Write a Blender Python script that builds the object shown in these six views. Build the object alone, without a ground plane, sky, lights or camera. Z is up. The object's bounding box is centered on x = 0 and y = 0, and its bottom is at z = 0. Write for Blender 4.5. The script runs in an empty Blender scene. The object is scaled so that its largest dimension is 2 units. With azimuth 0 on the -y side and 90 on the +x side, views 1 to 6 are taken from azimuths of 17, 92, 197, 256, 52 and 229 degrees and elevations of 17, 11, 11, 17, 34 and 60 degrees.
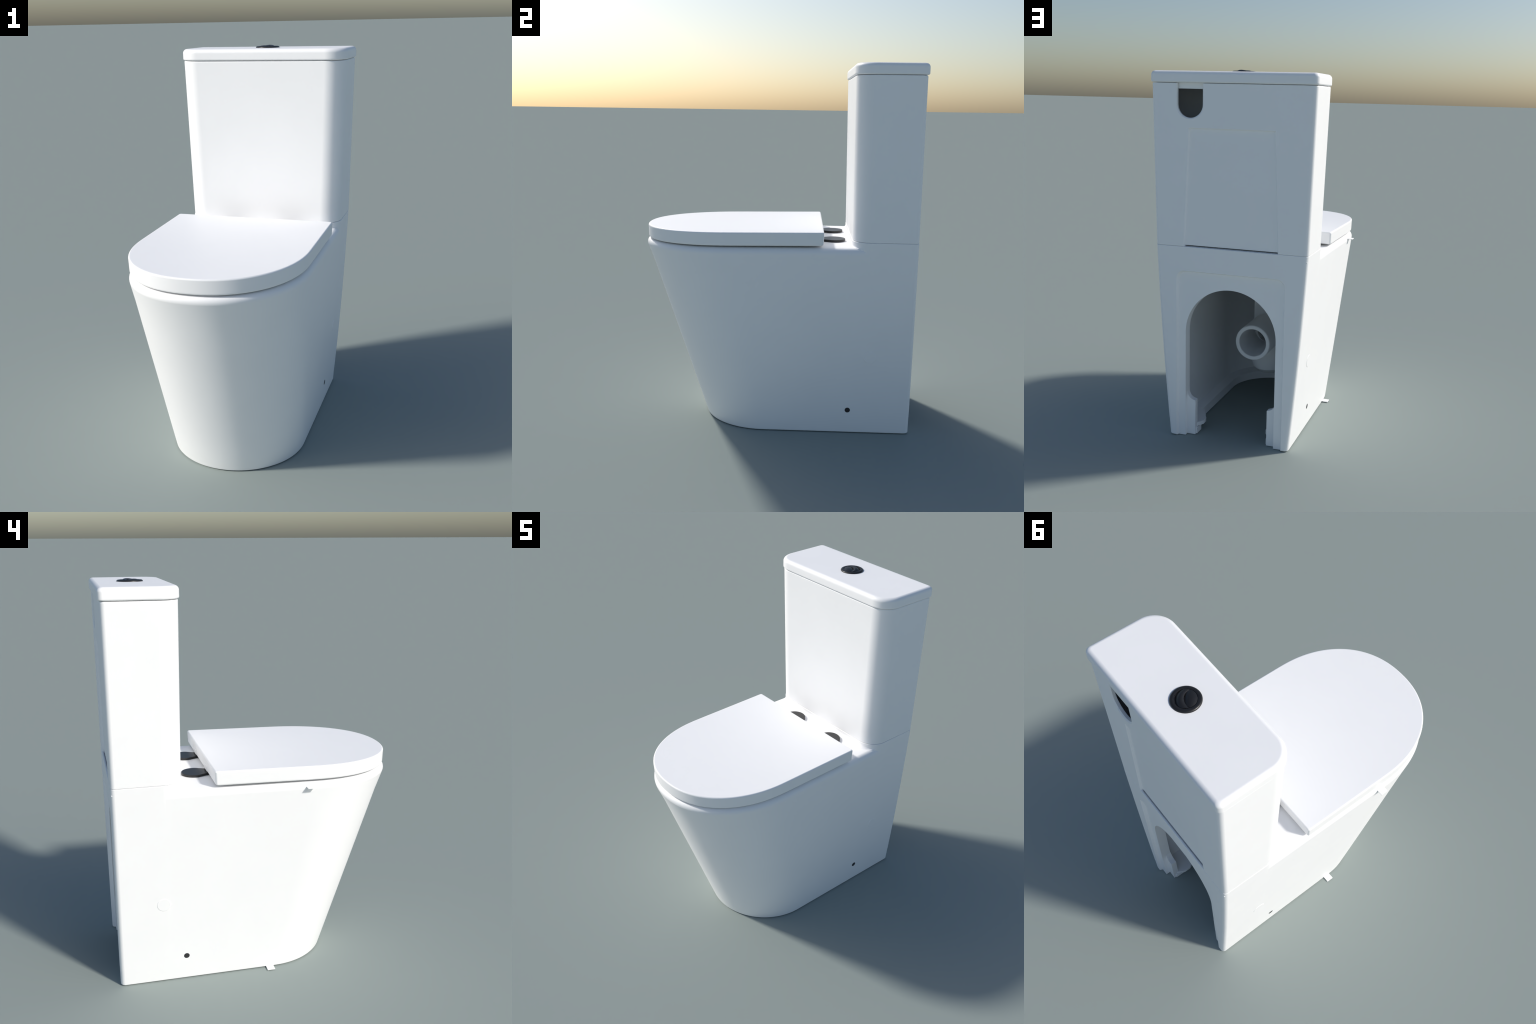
"""Close-coupled white ceramic toilet with D-shaped seat lid, open-backed pedestal,
slab cistern and black round dual-flush button.  Metres, z up, front towards -y."""
import bpy, bmesh, math
from math import sin, cos, pi, sqrt, radians
from mathutils import Vector

X0 = 0.004                 # symmetry plane of the toilet
Y_BACK = 0.741             # wall-side plane
Z_LEDGE = 1.043            # rim / ledge level
Z_SEAM = 1.0765            # pan meets cistern
Z_TANK_TOP = 1.926


# ------------------------------------------------------------------ materials
def principled(name, colour, rough, spec=0.5, grain=0.0, coat=0.0):
    m = bpy.data.materials.new(name)
    m.use_nodes = True
    nt = m.node_tree
    b = nt.nodes["Principled BSDF"]
    b.inputs["Roughness"].default_value = rough
    b.inputs["Specular IOR Level"].default_value = spec
    b.inputs["Coat Weight"].default_value = coat
    tc = nt.nodes.new("ShaderNodeTexCoord")
    no = nt.nodes.new("ShaderNodeTexNoise")
    no.inputs["Scale"].default_value = 6.0
    no.inputs["Detail"].default_value = 3.0
    ramp = nt.nodes.new("ShaderNodeValToRGB")
    lo = [max(0.0, c * (1 - grain)) for c in colour]
    hi = [min(1.0, c * (1 + grain)) for c in colour]
    ramp.color_ramp.elements[0].position = 0.35
    ramp.color_ramp.elements[1].position = 0.65
    ramp.color_ramp.elements[0].color = (*lo, 1)
    ramp.color_ramp.elements[1].color = (*hi, 1)
    nt.links.new(tc.outputs["Object"], no.inputs["Vector"])
    nt.links.new(no.outputs["Fac"], ramp.inputs["Fac"])
    nt.links.new(ramp.outputs["Color"], b.inputs["Base Color"])
    return m


CERAMIC = principled("white_glazed_ceramic", (0.985, 0.985, 0.985), 0.5, 0.5, 0.006)
SEAT = principled("white_seat_plastic", (0.985, 0.985, 0.985), 0.5, 0.5, 0.004)
BLACK = principled("matt_black_plastic", (0.014, 0.014, 0.015), 0.38, 0.5, 0.05)
DARK = principled("dark_grey_disc", (0.03, 0.03, 0.032), 0.5, 0.5, 0.05)


# ------------------------------------------------------------------ helpers
def new_object(name, mesh, mat=None, parent=None):
    ob = bpy.data.objects.new(name, mesh)
    bpy.context.scene.collection.objects.link(ob)
    if mat:
        mesh.materials.clear()
        mesh.materials.append(mat)
    if parent:
        ob.parent = parent
    return ob


def mesh_from(name, bm):
    bmesh.ops.recalc_face_normals(bm, faces=bm.faces)
    me = bpy.data.meshes.new(name)
    bm.to_mesh(me)
    bm.free()
    return me


def loft(name, rings, cap_start=True, cap_end=True, closed_loop=False):
    """Skin a list of equal-length closed rings of 3D points."""
    bm = bmesh.new()
    vs = [[bm.verts.new(p) for p in r] for r in rings]
    n = len(rings[0])
    pairs = list(zip(vs[:-1], vs[1:]))
    if closed_loop:
        pairs.append((vs[-1], vs[0]))
    for a, b in pairs:
        for i in range(n):
            j = (i + 1) % n
            bm.faces.new((a[i], a[j], b[j], b[i]))
    if not closed_loop:
        if cap_start:
            bm.faces.new(vs[0][::-1])
        if cap_end:
            bm.faces.new(vs[-1])
    return mesh_from(name, bm)


def box(name, x0, x1, y0, y1, z0, z1):
    r = lambda z: [(x0, y0, z), (x1, y0, z), (x1, y1, z), (x0, y1, z)]
    return loft(name, [r(z0), r(z1)])


def boolean(mesh, cutter_mesh, op):
    a = bpy.data.objects.new("work", mesh)
    b = bpy.data.objects.new("work_cutter", cutter_mesh)
    sc = bpy.context.scene.collection.objects
    sc.link(a); sc.link(b)
    m = a.modifiers.new("b", "BOOLEAN")
    m.operation, m.object, m.solver = op, b, "EXACT"
    dg = bpy.context.evaluated_depsgraph_get()
    dg.update()
    out = bpy.data.meshes.new_from_object(a.evaluated_get(dg))
    bpy.data.objects.remove(a); bpy.data.objects.remove(b)
    return out


def polish(ob, angle=32, bevel=0.0, segments=3, bevel_angle=40):
    """Small edge rounding, smooth shading with flat faces kept flat."""
    me = ob.data
    bm = bmesh.new(); bm.from_mesh(me)
    bmesh.ops.remove_doubles(bm, verts=bm.verts, dist=1e-5)
    bmesh.ops.dissolve_degenerate(bm, edges=bm.edges, dist=1e-5)
    bm.to_mesh(me); bm.free()
    if bevel:
        b = ob.modifiers.new("round", "BEVEL")
        b.width, b.segments, b.limit_method = bevel, segments, "ANGLE"
        b.angle_limit = radians(bevel_angle)
        b.use_clamp_overlap = True
    if ob.modifiers:
        dg = bpy.context.evaluated_depsgraph_get(); dg.update()
        me = bpy.data.meshes.new_from_object(ob.evaluated_get(dg))
        ob.modifiers.clear(); ob.data = me
    for p in me.polygons:
        p.use_smooth = True
    me.set_sharp_from_angle(angle=radians(angle))
    w = ob.modifiers.new("flat_normals", "WEIGHTED_NORMAL")
    w.keep_sharp, w.weight, w.mode = True, 50, "FACE_AREA"
    dg = bpy.context.evaluated_depsgraph_get(); dg.update()
    me = bpy.data.meshes.new_from_object(ob.evaluated_get(dg))
    ob.modifiers.clear(); ob.data = me


def arc(cx, cy, r, a0, a1, n):
    return [(cx + r * cos(a0 + (a1 - a0) * i / n), cy + r * sin(a0 + (a1 - a0) * i / n)) for i in range(n + 1)]


def d_outline(wb, wf, yb, yc, yf, rc, n=40, power=2.0):
    """D shape: straight back at yb with corner radius rc, straight sides from half
    width wb to wf at yc, half ellipse to the front point yf.  Centred on x = 0."""
    right = arc(wb - rc, yb - rc, rc, pi / 2, 0, 8)
    sides = 10
    for i in range(1, sides):
        t = i / sides
        right.append((wb + (wf - wb) * t, (yb - rc) + (yc - yb + rc) * t))
    for i in range(n + 1):
        a = pi / 2 * i / n
        c, s = cos(a), sin(a)
        right.append((wf * c ** (2 / power) if c > 1e-9 else 0.0, yc - (yc - yf) * s ** (2 / power)))
    left = [(-x, y) for x, y in right[::-1]][1:]
    return [(X0 + x, y) for x, y in right + left]


def slab_outline(wb, wf, yb, yf, rb, rf, n=14):
    """Rounded rectangle with tight back corners and generous front corners."""
    right = arc(wb - rb, yb - rb, rb, pi / 2, 0, 8)
    right += arc(wf - rf, yf + rf, rf, 0, -pi / 2, n)
    left = [(-x, y) for x, y in right[::-1]]
    return [(X0 + x, y) for x, y in right + left]


def at(ring, z):
    return [(x, y, z) for x, y in ring]


def edge_steps(r, n=7):
    """(inset, rise) pairs running round a quarter-circle edge."""
    return [(r * (1 - cos(pi / 2 * i / n)), r * sin(pi / 2 * i / n)) for i in range(n + 1)]


def lathe(name, profile, centre, axis="Z", n=64):
    """Revolve (radius, height) pairs round a local axis through centre."""
    c = Vector(centre)
    rings = []
    for r, h in profile:
        ring = []
        for i in range(n):
            a = 2 * pi * i / n
            if axis == "Z":
                p = (r * cos(a), r * sin(a), h)
            elif axis == "Y":
                p = (r * cos(a), h, r * sin(a))
            else:
                p = (h, r * cos(a), r * sin(a))
            ring.append(c + Vector(p))
        rings.append(ring)
    return rings


# ------------------------------------------------------------------ the thing
toilet = bpy.data.objects.new("toilet", None)
bpy.context.scene.collection.objects.link(toilet)
toilet["label"] = "white ceramic close-coupled toilet, closed lid, black flush button"
toilet["category"] = "toilet"


# ---- pan: sections widen linearly from foot to rim
def pan_at(z, inset=0.0):
    t = z / 1.008
    belly = sin(pi * min(max(z, 0.0) / Z_SEAM, 1.0))
    wb = 0.3445 + 0.0735 * t + 0.0062 * belly
    wf = 0.3445 + 0.0818 * t + 0.0010 * belly
    yc = -0.062 - 0.190 * t
    yf = -0.404 - 0.3408 * t
    return wb - inset, wf - inset, Y_BACK - inset, yc, yf + inset


def pan_ring(z, inset=0.0, rc=0.022):
    wb, wf, yb, yc, yf = pan_at(z, inset)
    ring = d_outline(wb, wf, yb, yc, yf, max(rc, 0.004), power=2.0 + 0.11 * z)
    return [(x, y, z - (0.013 * max(0.0, 0.25 - y) if z > 0.95 else 0.0)) for x, y in ring]      # rim leans forward a touch


R_RIM = 0.035
rings = [pan_ring(0.0, 0.006), pan_ring(0.002, 0.0025), pan_ring(0.006, 0.0)]
rings += [pan_ring(z) for z in (0.1, 0.2, 0.3, 0.4, 0.5, 0.6, 0.7, 0.8, 0.9, Z_LEDGE - R_RIM)]
rings += [pan_ring(Z_LEDGE - R_RIM + dz, ins) for ins, dz in edge_steps(R_RIM, 10)[1:]]


# inside of the bowl, hidden under the lid: oval mouth falling to the sump
def bowl_ring(z, rx, ry, cy):
    n = len(rings[0])
    base = pan_ring(z)
    out = []
    for x, y, _ in base:
        a = math.atan2(y - (-0.2), x - X0)
        out.append((X0 + rx * cos(a), cy + ry * sin(a), z))
    return out


rings += [bowl_ring(Z_LEDGE, 0.29, 0.40, -0.24), bowl_ring(Z_LEDGE - 0.012, 0.278, 0.388, -0.24),
          bowl_ring(0.92, 0.27, 0.37, -0.25), bowl_ring(0.80, 0.225, 0.28, -0.26),
          bowl_ring(0.66, 0.13, 0.15, -0.20), bowl_ring(0.58, 0.09, 0.10, -0.15),
          bowl_ring(0.52, 0.075, 0.075, -0.13)]
pan = loft("pan", rings)


# raised block at the back that carries the cistern
def block_ring(z, inset=0.0):
    wb, wf, yb, yc, yf = pan_at(z)
    k = (yb - 0.50) / (yb - yc)
    p = 0.0006 if z > 0.05 else -0.004
    return at(slab_outline(wb + p - inset, wb + (wf - wb) * k + p - inset, yb + p - inset, 0.400 + inset, 0.022, 0.10), z)


block = loft("block", [block_ring(0.010)] + [block_ring(z) for z in (0.1, 0.2, 0.3, 0.4, 0.5, 0.6, 0.7, 0.8, 0.9, 1.0, Z_SEAM - 0.003)]
             + [block_ring(Z_SEAM - 0.003 + dz, i) for i, dz in edge_steps(0.003, 3)[1:]])
pan = boolean(pan, block, "UNION")


# soft cove where the ledge turns up into that block
def cove():
    wb, wf, yb, yc, yf = pan_at(Z_LEDGE)
    half, rf, y_front, r0 = wb + 0.001, 0.10, 0.400, 0.024
    path = []
    for sgn in (1, -1):
        part = []
        for i in range(15):
            phi = radians(66) * i / 14
            nx, ny = sin(phi), -cos(phi)
            part.append((sgn * (half - rf + rf * nx), y_front + rf + rf * ny, sgn * nx, ny, r0 * cos(phi * 1.3) ** 1.5 if phi * 1.3 < pi / 2 else 0.0))
        path.append(part)
    line = path[1][::-1] + path[0]
    secs = []
    for x, y, nx, ny, r in line:
        r = max(r, 0.0012)
        prof = [(-0.02, 1.02), (-0.02, Z_LEDGE + r), (0.0, Z_LEDGE + r)]
        prof += [(r * (1 - cos(pi / 2 * k / 7)), Z_LEDGE + r * (1 - sin(pi / 2 * k / 7))) for k in range(1, 8)]
        prof[-1] = (prof[-1][0], Z_LEDGE - 0.0004)
        prof += [(r, 1.02)]
        secs.append([(X0 + x + nx * d, y + ny * d, z) for d, z in prof])
    return loft("cove", secs)


pan = boolean(pan, cove(), "UNION")


# hollow pedestal: inner skin, minus the bowl casting that hangs into it
def cavity_ring(z, inset):
    wb, wf, yb, yc, yf = pan_at(z, inset)
    return at(d_outline(wb, wf, Y_BACK - 0.073, yc, yf, 0.03, power=2.0 + 0.11 * z), z)


cavity = loft("cavity", [cavity_ring(-0.05, 0.082), cavity_ring(0.045, 0.080), cavity_ring(0.062, 0.033)] + [cavity_ring(z, 0.031) for z in (0.2, 0.35, 0.5, 0.65, 0.8, 0.9)]
              + [cavity_ring(0.94, 0.05), cavity_ring(0.95, 0.09)])


def ellipse_ring(z, rx, ry, cy, n=64):
    return [(X0 + rx * cos(2 * pi * i / n), cy + ry * sin(2 * pi * i / n), z) for i in range(n)]


bowl_shell = loft("bowl_shell", [ellipse_ring(0.168, 0.03, 0.04, 0.0), ellipse_ring(0.178, 0.065, 0.075, 0.0), ellipse_ring(0.21, 0.100, 0.115, 0.0), ellipse_ring(0.26, 0.115, 0.13, 0.0),
                                 ellipse_ring(0.40, 0.115, 0.13, -0.02), ellipse_ring(0.55, 0.115, 0.14, -0.13),
                                 ellipse_ring(0.68, 0.17, 0.20, -0.20), ellipse_ring(0.80, 0.27, 0.33, -0.25),
                                 ellipse_ring(0.92, 0.32, 0.42, -0.25), ellipse_ring(1.0, 0.33, 0.43, -0.25)])
cavity = boolean(cavity, bowl_shell, "DIFFERENCE")
# flushing duct between cistern and bowl: a square-sided box under the ledge
duct = box("duct", X0 - 0.106, X0 + 0.106, -0.20, 0.005, 0.40, 1.0)
cavity = boolean(cavity, duct, "DIFFERENCE")
pan = boolean(pan, cavity, "DIFFERENCE")


def back_prism(outline, y0, y1):
    return loft("prism", [[(X0 + x, y0, z) for x, z in outline], [(X0 + x, y1, z) for x, z in outline]])


# shallow rounded panel sunk into the back face
def panel_outline(half, top, r=0.045):
    return [(half, -0.05)] + arc(half - r, top - r, r, 0, pi / 2, 8) + arc(-half + r, top - r, r, pi / 2, pi, 8) + [(-half, -0.05)]


sink = loft("sink", [[(X0 + x, y, z) for x, z in panel_outline(0.297 + g, 0.938 + g)] for y, g in ((0.723, 0.0), (0.7418, 0.008), (0.80, 0.03))])
pan = boolean(pan, sink, "DIFFERENCE")

# arched service opening, narrowing between the feet
arch = [(0.257, -0.05)] + arc(0, 0.599, 0.257, 0, pi, 40) + [(-0.257, -0.05)]
pan = boolean(pan, back_prism(arch, 0.60, 0.80), "DIFFERENCE")


# thin stepped feet standing in the opening, with a screw bracket behind each
def foot(sgn):
    o = [(0.285, 0.0), (0.209, 0.0), (0.209, 0.200)]
    o += [(0.209 + 0.048 * sin(a), 0.252 - 0.050 * cos(a)) for a in [radians(8 + 80 * i / 7) for i in range(8)]]
    o += [(0.285, 0.252)]
    return loft("foot", [[(X0 + sgn * x, y, z) for x, z in o] for y in (0.666, 0.698)])


def lug(sgn):
    p = [(0.29, 0.685), (0.203, 0.685), (0.203, 0.625), (0.226, 0.60), (0.226, 0.50), (0.262, 0.43), (0.29, 0.43)]
    return loft("lug", [[(X0 + sgn * x, y, z) for x, y in p] for z in (0.0005, 0.034)])


def bracket(sgn):
    p = [(0.32, 0.675), (0.207, 0.675), (0.185, 0.635), (0.185, 0.595), (0.26, 0.47), (0.32, 0.45)]
    return loft("bracket", [[(X0 + sgn * x, y, z) for x, y in p] for z in (0.040, 0.0615)])


for s in (1, -1):
    for part in (foot(s), lug(s), bracket(s)):
        pan = boolean(pan, part, "UNION")

# groove in the top of the block, under the sunk panel of the cistern
pan = boolean(pan, box("groove", X0 - 0.255, X0 + 0.255, 0.715, 0.7335, 1.066, 1.10), "DIFFERENCE")

# fixing holes low on both sides
for s in (1, -1):
    hole = loft("hole", lathe("hole", [(0.0145, -0.012 if s > 0 else -0.03), (0.0145, 0.03 if s > 0 else 0.012)], (X0 + s * 0.355, 0.403, 0.135), "X", 32))
    pan = boolean(pan, hole, "DIFFERENCE")

# outlet bore running into the trap
bore = loft("bore", lathe("bore", [(0.0838, 0.40), (0.0838, 0.05)], (X0, 0, 0.454), "Y"))
pan = boolean(pan, bore, "DIFFERENCE")
throat = loft("throat", lathe("throat", [(0.066, 0.10), (0.066, -0.15)], (X0, 0, 0.436), "Y"))
pan = boolean(pan, throat, "DIFFERENCE")

pan_ob = new_object("pan", pan, CERAMIC, toilet)
polish(pan_ob, 32, bevel=0.003, segments=2, bevel_angle=50)

# ---- outlet pipe with its trap bend
pipe_y, pipe_z, ro, ri = 0.345, 0.454, 0.105, 0.082
prof = [(ro, 0.06), (ro, pipe_y - 0.004), (ro - 0.004, pipe_y), (ri + 0.003, pipe_y), (ri, pipe_y - 0.003), (ri, 0.06)]
pipe = new_object("outlet_pipe", loft("outlet_pipe", lathe("p", prof, (X0, 0, pipe_z), "Y"), closed_loop=True), CERAMIC, toilet)
polish(pipe, 40)

# ---- side blanking plugs, flush dark discs filling the fixing holes, glaze tabs
for s in (1, -1):
    z = 0.447
    wb, wf, yb, yc, yf = pan_at(z)
    w = wb + (wf - wb) * 0.22
    disc = lathe("d", [(0.034, -0.012), (0.034, 0.0008), (0.0325, 0.0020), (0.001, 0.0020)], (0, 0, 0), "X", 48)
    ob = new_object("blanking_plug", loft("blanking_plug", [[(p[0] * s, p[1], p[2]) for p in ring] for ring in disc]), CERAMIC, toilet)
    ob.location = (X0 + s * w, 0.512, z)
    ob.rotation_euler = (0, s * 0.068, 0)
    polish(ob)
    hole_disc = lathe("c", [(0.0146, -0.012), (0.0146, 0.0002), (0.0132, 0.0008), (0.001, 0.0009)], (0, 0, 0), "X", 32)
    ob = new_object("dark_disc", loft("dark_disc", [[(p[0] * s, p[1], p[2]) for p in ring] for ring in hole_disc]), DARK, toilet)
    wb, wf, yb, yc, yf = pan_at(0.135)
    ob.location = (X0 + s * (wb + (wf - wb) * 0.33), 0.403, 0.135)
    ob.rotation_euler = (0, s * 0.090, 0)
    polish(ob)

for x0, x1, y0, y1, z0 in ((-0.377, -0.325, -0.060, -0.020, 0.0004), (-0.453, -0.405, -0.244, -0.203, 1.0145), (-0.4135, -0.37, 0.70, 0.7375, 1.043)):
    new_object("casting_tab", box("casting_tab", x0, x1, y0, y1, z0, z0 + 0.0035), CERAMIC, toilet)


# ------------------------------------------------------------------ cistern
def tank_dims(z):
    t = (z - 1.078) / (Z_TANK_TOP - 1.078)
    return 0.4235 + 0.0210 * t, 0.401 - 0.011 * t


def tank_ring(z, inset=0.0, rb=0.022, rf=0.10):
    w, yf = tank_dims(z)
    return at(slab_outline(w - inset, w - inset, Y_BACK - inset, yf + inset, rb, rf), z)


zb = Z_SEAM + 0.0004
rings = [tank_ring(zb + 0.004 - dz, i) for i, dz in edge_steps(0.004, 4)[::-1]]
rings += [tank_ring(z) for z in (1.25, 1.45, 1.65, 1.82)]
rings += [tank_ring(Z_TANK_TOP - 0.007 + dz, i) for i, dz in edge_steps(0.007, 5)]
rings += [tank_ring(Z_TANK_TOP, 0.019, 0.006, 0.085), tank_ring(1.13, 0.019, 0.006, 0.085)]
tank = loft("cistern", rings)
# tapered panel sunk into the back, with a slot under it
tp = [(0.259, 1.05), (0.229, 1.694), (-0.229, 1.694), (-0.259, 1.05)]
sink = loft("sink", [[(X0 + x, 0.7290, z) for x, z in tp], [(X0 + x * 1.045, 0.75, z + (0.012 if z > 1.5 else 0)) for x, z in tp]])
tank = boolean(tank, sink, "DIFFERENCE")
tank = boolean(tank, box("slot", X0 - 0.259, X0 + 0.259, 0.60, 0.80, 1.05, 1.0845), "DIFFERENCE")
# U-shaped inlet notch
c, rr = 0.229, 0.0705
notch = [(c + rr, 1.95)] + [(c + rr * cos(a), 1.821 + rr * sin(a)) for a in [-pi * i / 24 for i in range(25)]] + [(c - rr, 1.95)]
tank = boolean(tank, back_prism(notch, 0.66, 0.80), "DIFFERENCE")
flare = [(c + (x - c) * 1.09, z - (0.006 if z < 1.9 else 0.0)) for x, z in notch]
lip = loft("lip", [[(X0 + x, 0.7355, z) for x, z in notch], [(X0 + x, 0.7415, z) for x, z in flare], [(X0 + x, 0.76, z) for x, z in flare]])
tank = boolean(tank, lip, "DIFFERENCE")
tank_ob = new_object("cistern", tank, CERAMIC, toilet)
polish(tank_ob, 32, bevel=0.0025, segments=2, bevel_angle=50)


def lid_ring(z, inset, rb=0.024):
    return at(slab_outline(0.4495 - inset, 0.4495 - inset, 0.7490 - inset, 0.384 + inset, max(rb - inset * 0.6, 0.004), 0.104 - inset * 0.8), z)


z0, z1, rt, rbm = 1.9280, 1.9865, 0.022, 0.008
rings = [lid_ring(z0 + rbm - dz, i) for i, dz in edge_steps(rbm, 5)[::-1]]
rings += [lid_ring(z1 - rt + dz, i) for i, dz in edge_steps(rt, 10)]
lid_ob = new_object("cistern_lid", loft("cistern_lid", rings), CERAMIC, toilet)
polish(lid_ob, 40)
skirt = [tank_ring(z, 0.022 + d, 0.006, 0.082) for z, d in ((z0 + 0.004, 0.0), (1.8975, 0.0), (1.8975, 0.012), (z0 + 0.004, 0.012))]
skirt_ob = new_object("lid_skirt", loft("lid_skirt", skirt, closed_loop=True), CERAMIC, lid_ob)
polish(skirt_ob)

# ------------------------------------------------------------------ flush button
bc = (X0 - 0.002, 0.570, z1)
collar = [(0.0635, -0.004), (0.0635, 0.002), (0.0615, 0.0055), (0.057, 0.0078), (0.051, 0.0080), (0.0465, 0.0066), (0.0455, 0.004), (0.0455, -0.004)]
button = new_object("flush_button", loft("flush_button", lathe("b", collar, bc), closed_loop=True), BLACK, toilet)
polish(button, 50)


PAD_R, CUT_OFF, CUT_R = 0.0448, 0.0418, 0.0493        # pad disc, and the circle that splits it
PAD_DIR = radians(-126)                               # direction the small pad faces


def button_pad(small, name):
    """One of the two push pads, domed, on either side of a curved split."""
    ux, uy = cos(PAD_DIR), sin(PAD_DIR)
    k = (PAD_R ** 2 - CUT_R ** 2 + CUT_OFF ** 2) / (2 * CUT_OFF)
    tip = sqrt(PAD_R ** 2 - k * k)
    split = lambda q: CUT_OFF - sqrt(CUT_R ** 2 - q * q)
    rim = lambda q: sqrt(max(PAD_R ** 2 - q * q, 0.0))
    q_max = tip - 0.0008 if small else PAD_R - 0.0006
    nq, npp = 40, 16
    bm = bmesh.new()
    tops, lows = [], []
    for i in range(nq + 1):
        q = q_max * sin(-pi / 2 + pi * i / nq)
        if small:
            a, b = split(q) + 0.0006, rim(q)
        else:
            a, b = -rim(q), (split(q) - 0.0006 if abs(q) < tip else rim(q))
        rt, rl = [], []
        for j in range(npp + 1):
            p = a + (b - a) * j / npp
            if small:
                h = 0.0125 - 0.0095 * ((p - 0.020) / 0.028) ** 2 - 0.006 * (q / 0.043) ** 2
            else:
                d = math.hypot(p - CUT_OFF, q) - CUT_R - 0.0125
                h = 0.0140 - 0.0105 * (d / 0.019) ** 2 - 0.006 * (q / 0.045) ** 2
            x, y = bc[0] + ux * p - uy * q, bc[1] + uy * p + ux * q
            rt.append(bm.verts.new((x, y, z1 + max(h, 0.001))))
            rl.append(bm.verts.new((x, y, z1 - 0.003)))
        tops.append(rt); lows.append(rl)
    for i in range(nq):
        for j in range(npp):
            bm.faces.new((tops[i][j], tops[i][j + 1], tops[i + 1][j + 1], tops[i + 1][j]))
            bm.faces.new((lows[i][j], lows[i + 1][j], lows[i + 1][j + 1], lows[i][j + 1]))
        for j in (0, npp):
            bm.faces.new((tops[i][j], tops[i + 1][j], lows[i + 1][j], lows[i][j]))
    for i in (0, nq):
        for j in range(npp):
            bm.faces.new((tops[i][j], tops[i][j + 1], lows[i][j + 1], lows[i][j]))
    ob = new_object(name, mesh_from(name, bm), BLACK, button)
    polish(ob, 45)
    return ob


button_pad(True, "button_pad")
button_pad(False, "button_pad")


# ------------------------------------------------------------------ seat and lid
LID_LEAN = 0.0175


def seat_ring(z, inset=0.0, back=0.0):
    """Lid section; the lid leans down slightly towards the front."""
    ring = d_outline(0.4240 - inset, 0.4230 - inset, 0.249 - inset - back, -0.245, -0.7405 + inset, 0.010, power=2.18)
    return [(x, y, z - LID_LEAN * (0.249 - y)) for x, y in ring]


zl0, zl1, rt, rb = 1.0555, 1.1275, 0.008, 0.009
rings = [seat_ring(zl0 + rb - dz, 0.002 + i, i * 1.4) for i, dz in edge_steps(rb, 6)[::-1]]
rings += [seat_ring(zl1 - rt + dz, i) for i, dz in edge_steps(rt, 6)]
cover = new_object("seat_lid", loft("seat_lid", rings), SEAT, toilet)
polish(cover, 40)
# seat ring hidden beneath the lid
ring_pts = lambda z, i: at(d_outline(0.36 - i, 0.36 - i, 0.16 - i, -0.245, -0.69 + i, 0.03), z)
seat = new_object("seat", loft("seat", [ring_pts(1.046, 0), ring_pts(1.0575, 0), ring_pts(1.0575, 0.14), ring_pts(1.046, 0.14)], closed_loop=True), SEAT, toilet)
polish(seat, bevel=0.002)


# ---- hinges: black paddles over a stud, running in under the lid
def paddle(z, inset=0.0):
    r, cy, nw, yn = 0.065 - inset, 0.308, 0.036 - inset, 0.240
    pts = arc(0, cy, r, radians(-14), radians(194), 30)
    pts += [(-nw, yn), (-nw, 0.20), (nw, 0.20), (nw, yn)]
    return [(x, y, z) for x, y in pts]


hinge_mesh = loft("hinge_cover", [paddle(1.0440), paddle(1.0548), paddle(1.0562, 0.0014)])
knuckle_mesh = box("hinge_knuckle", -0.04, 0.04, 0.215, 0.2505, 1.062, 1.088)
proto = None
for s in (1, -1):
    if proto is None:
        h = new_object("hinge_cover", hinge_mesh, BLACK, toilet)
        polish(h)
        kn = new_object("hinge_knuckle", knuckle_mesh, SEAT, h); polish(kn, bevel=0.003)
        proto = (h, kn)
        h.location.x = X0 + s * 0.160
    else:
        h = proto[0].copy(); bpy.context.scene.collection.objects.link(h)
        h.location.x = X0 + s * 0.160
        for c in proto[1:]:
            d = c.copy(); bpy.context.scene.collection.objects.link(d)
            d.parent = h

for me in list(bpy.data.meshes):
    if me.users == 0:
        bpy.data.meshes.remove(me)
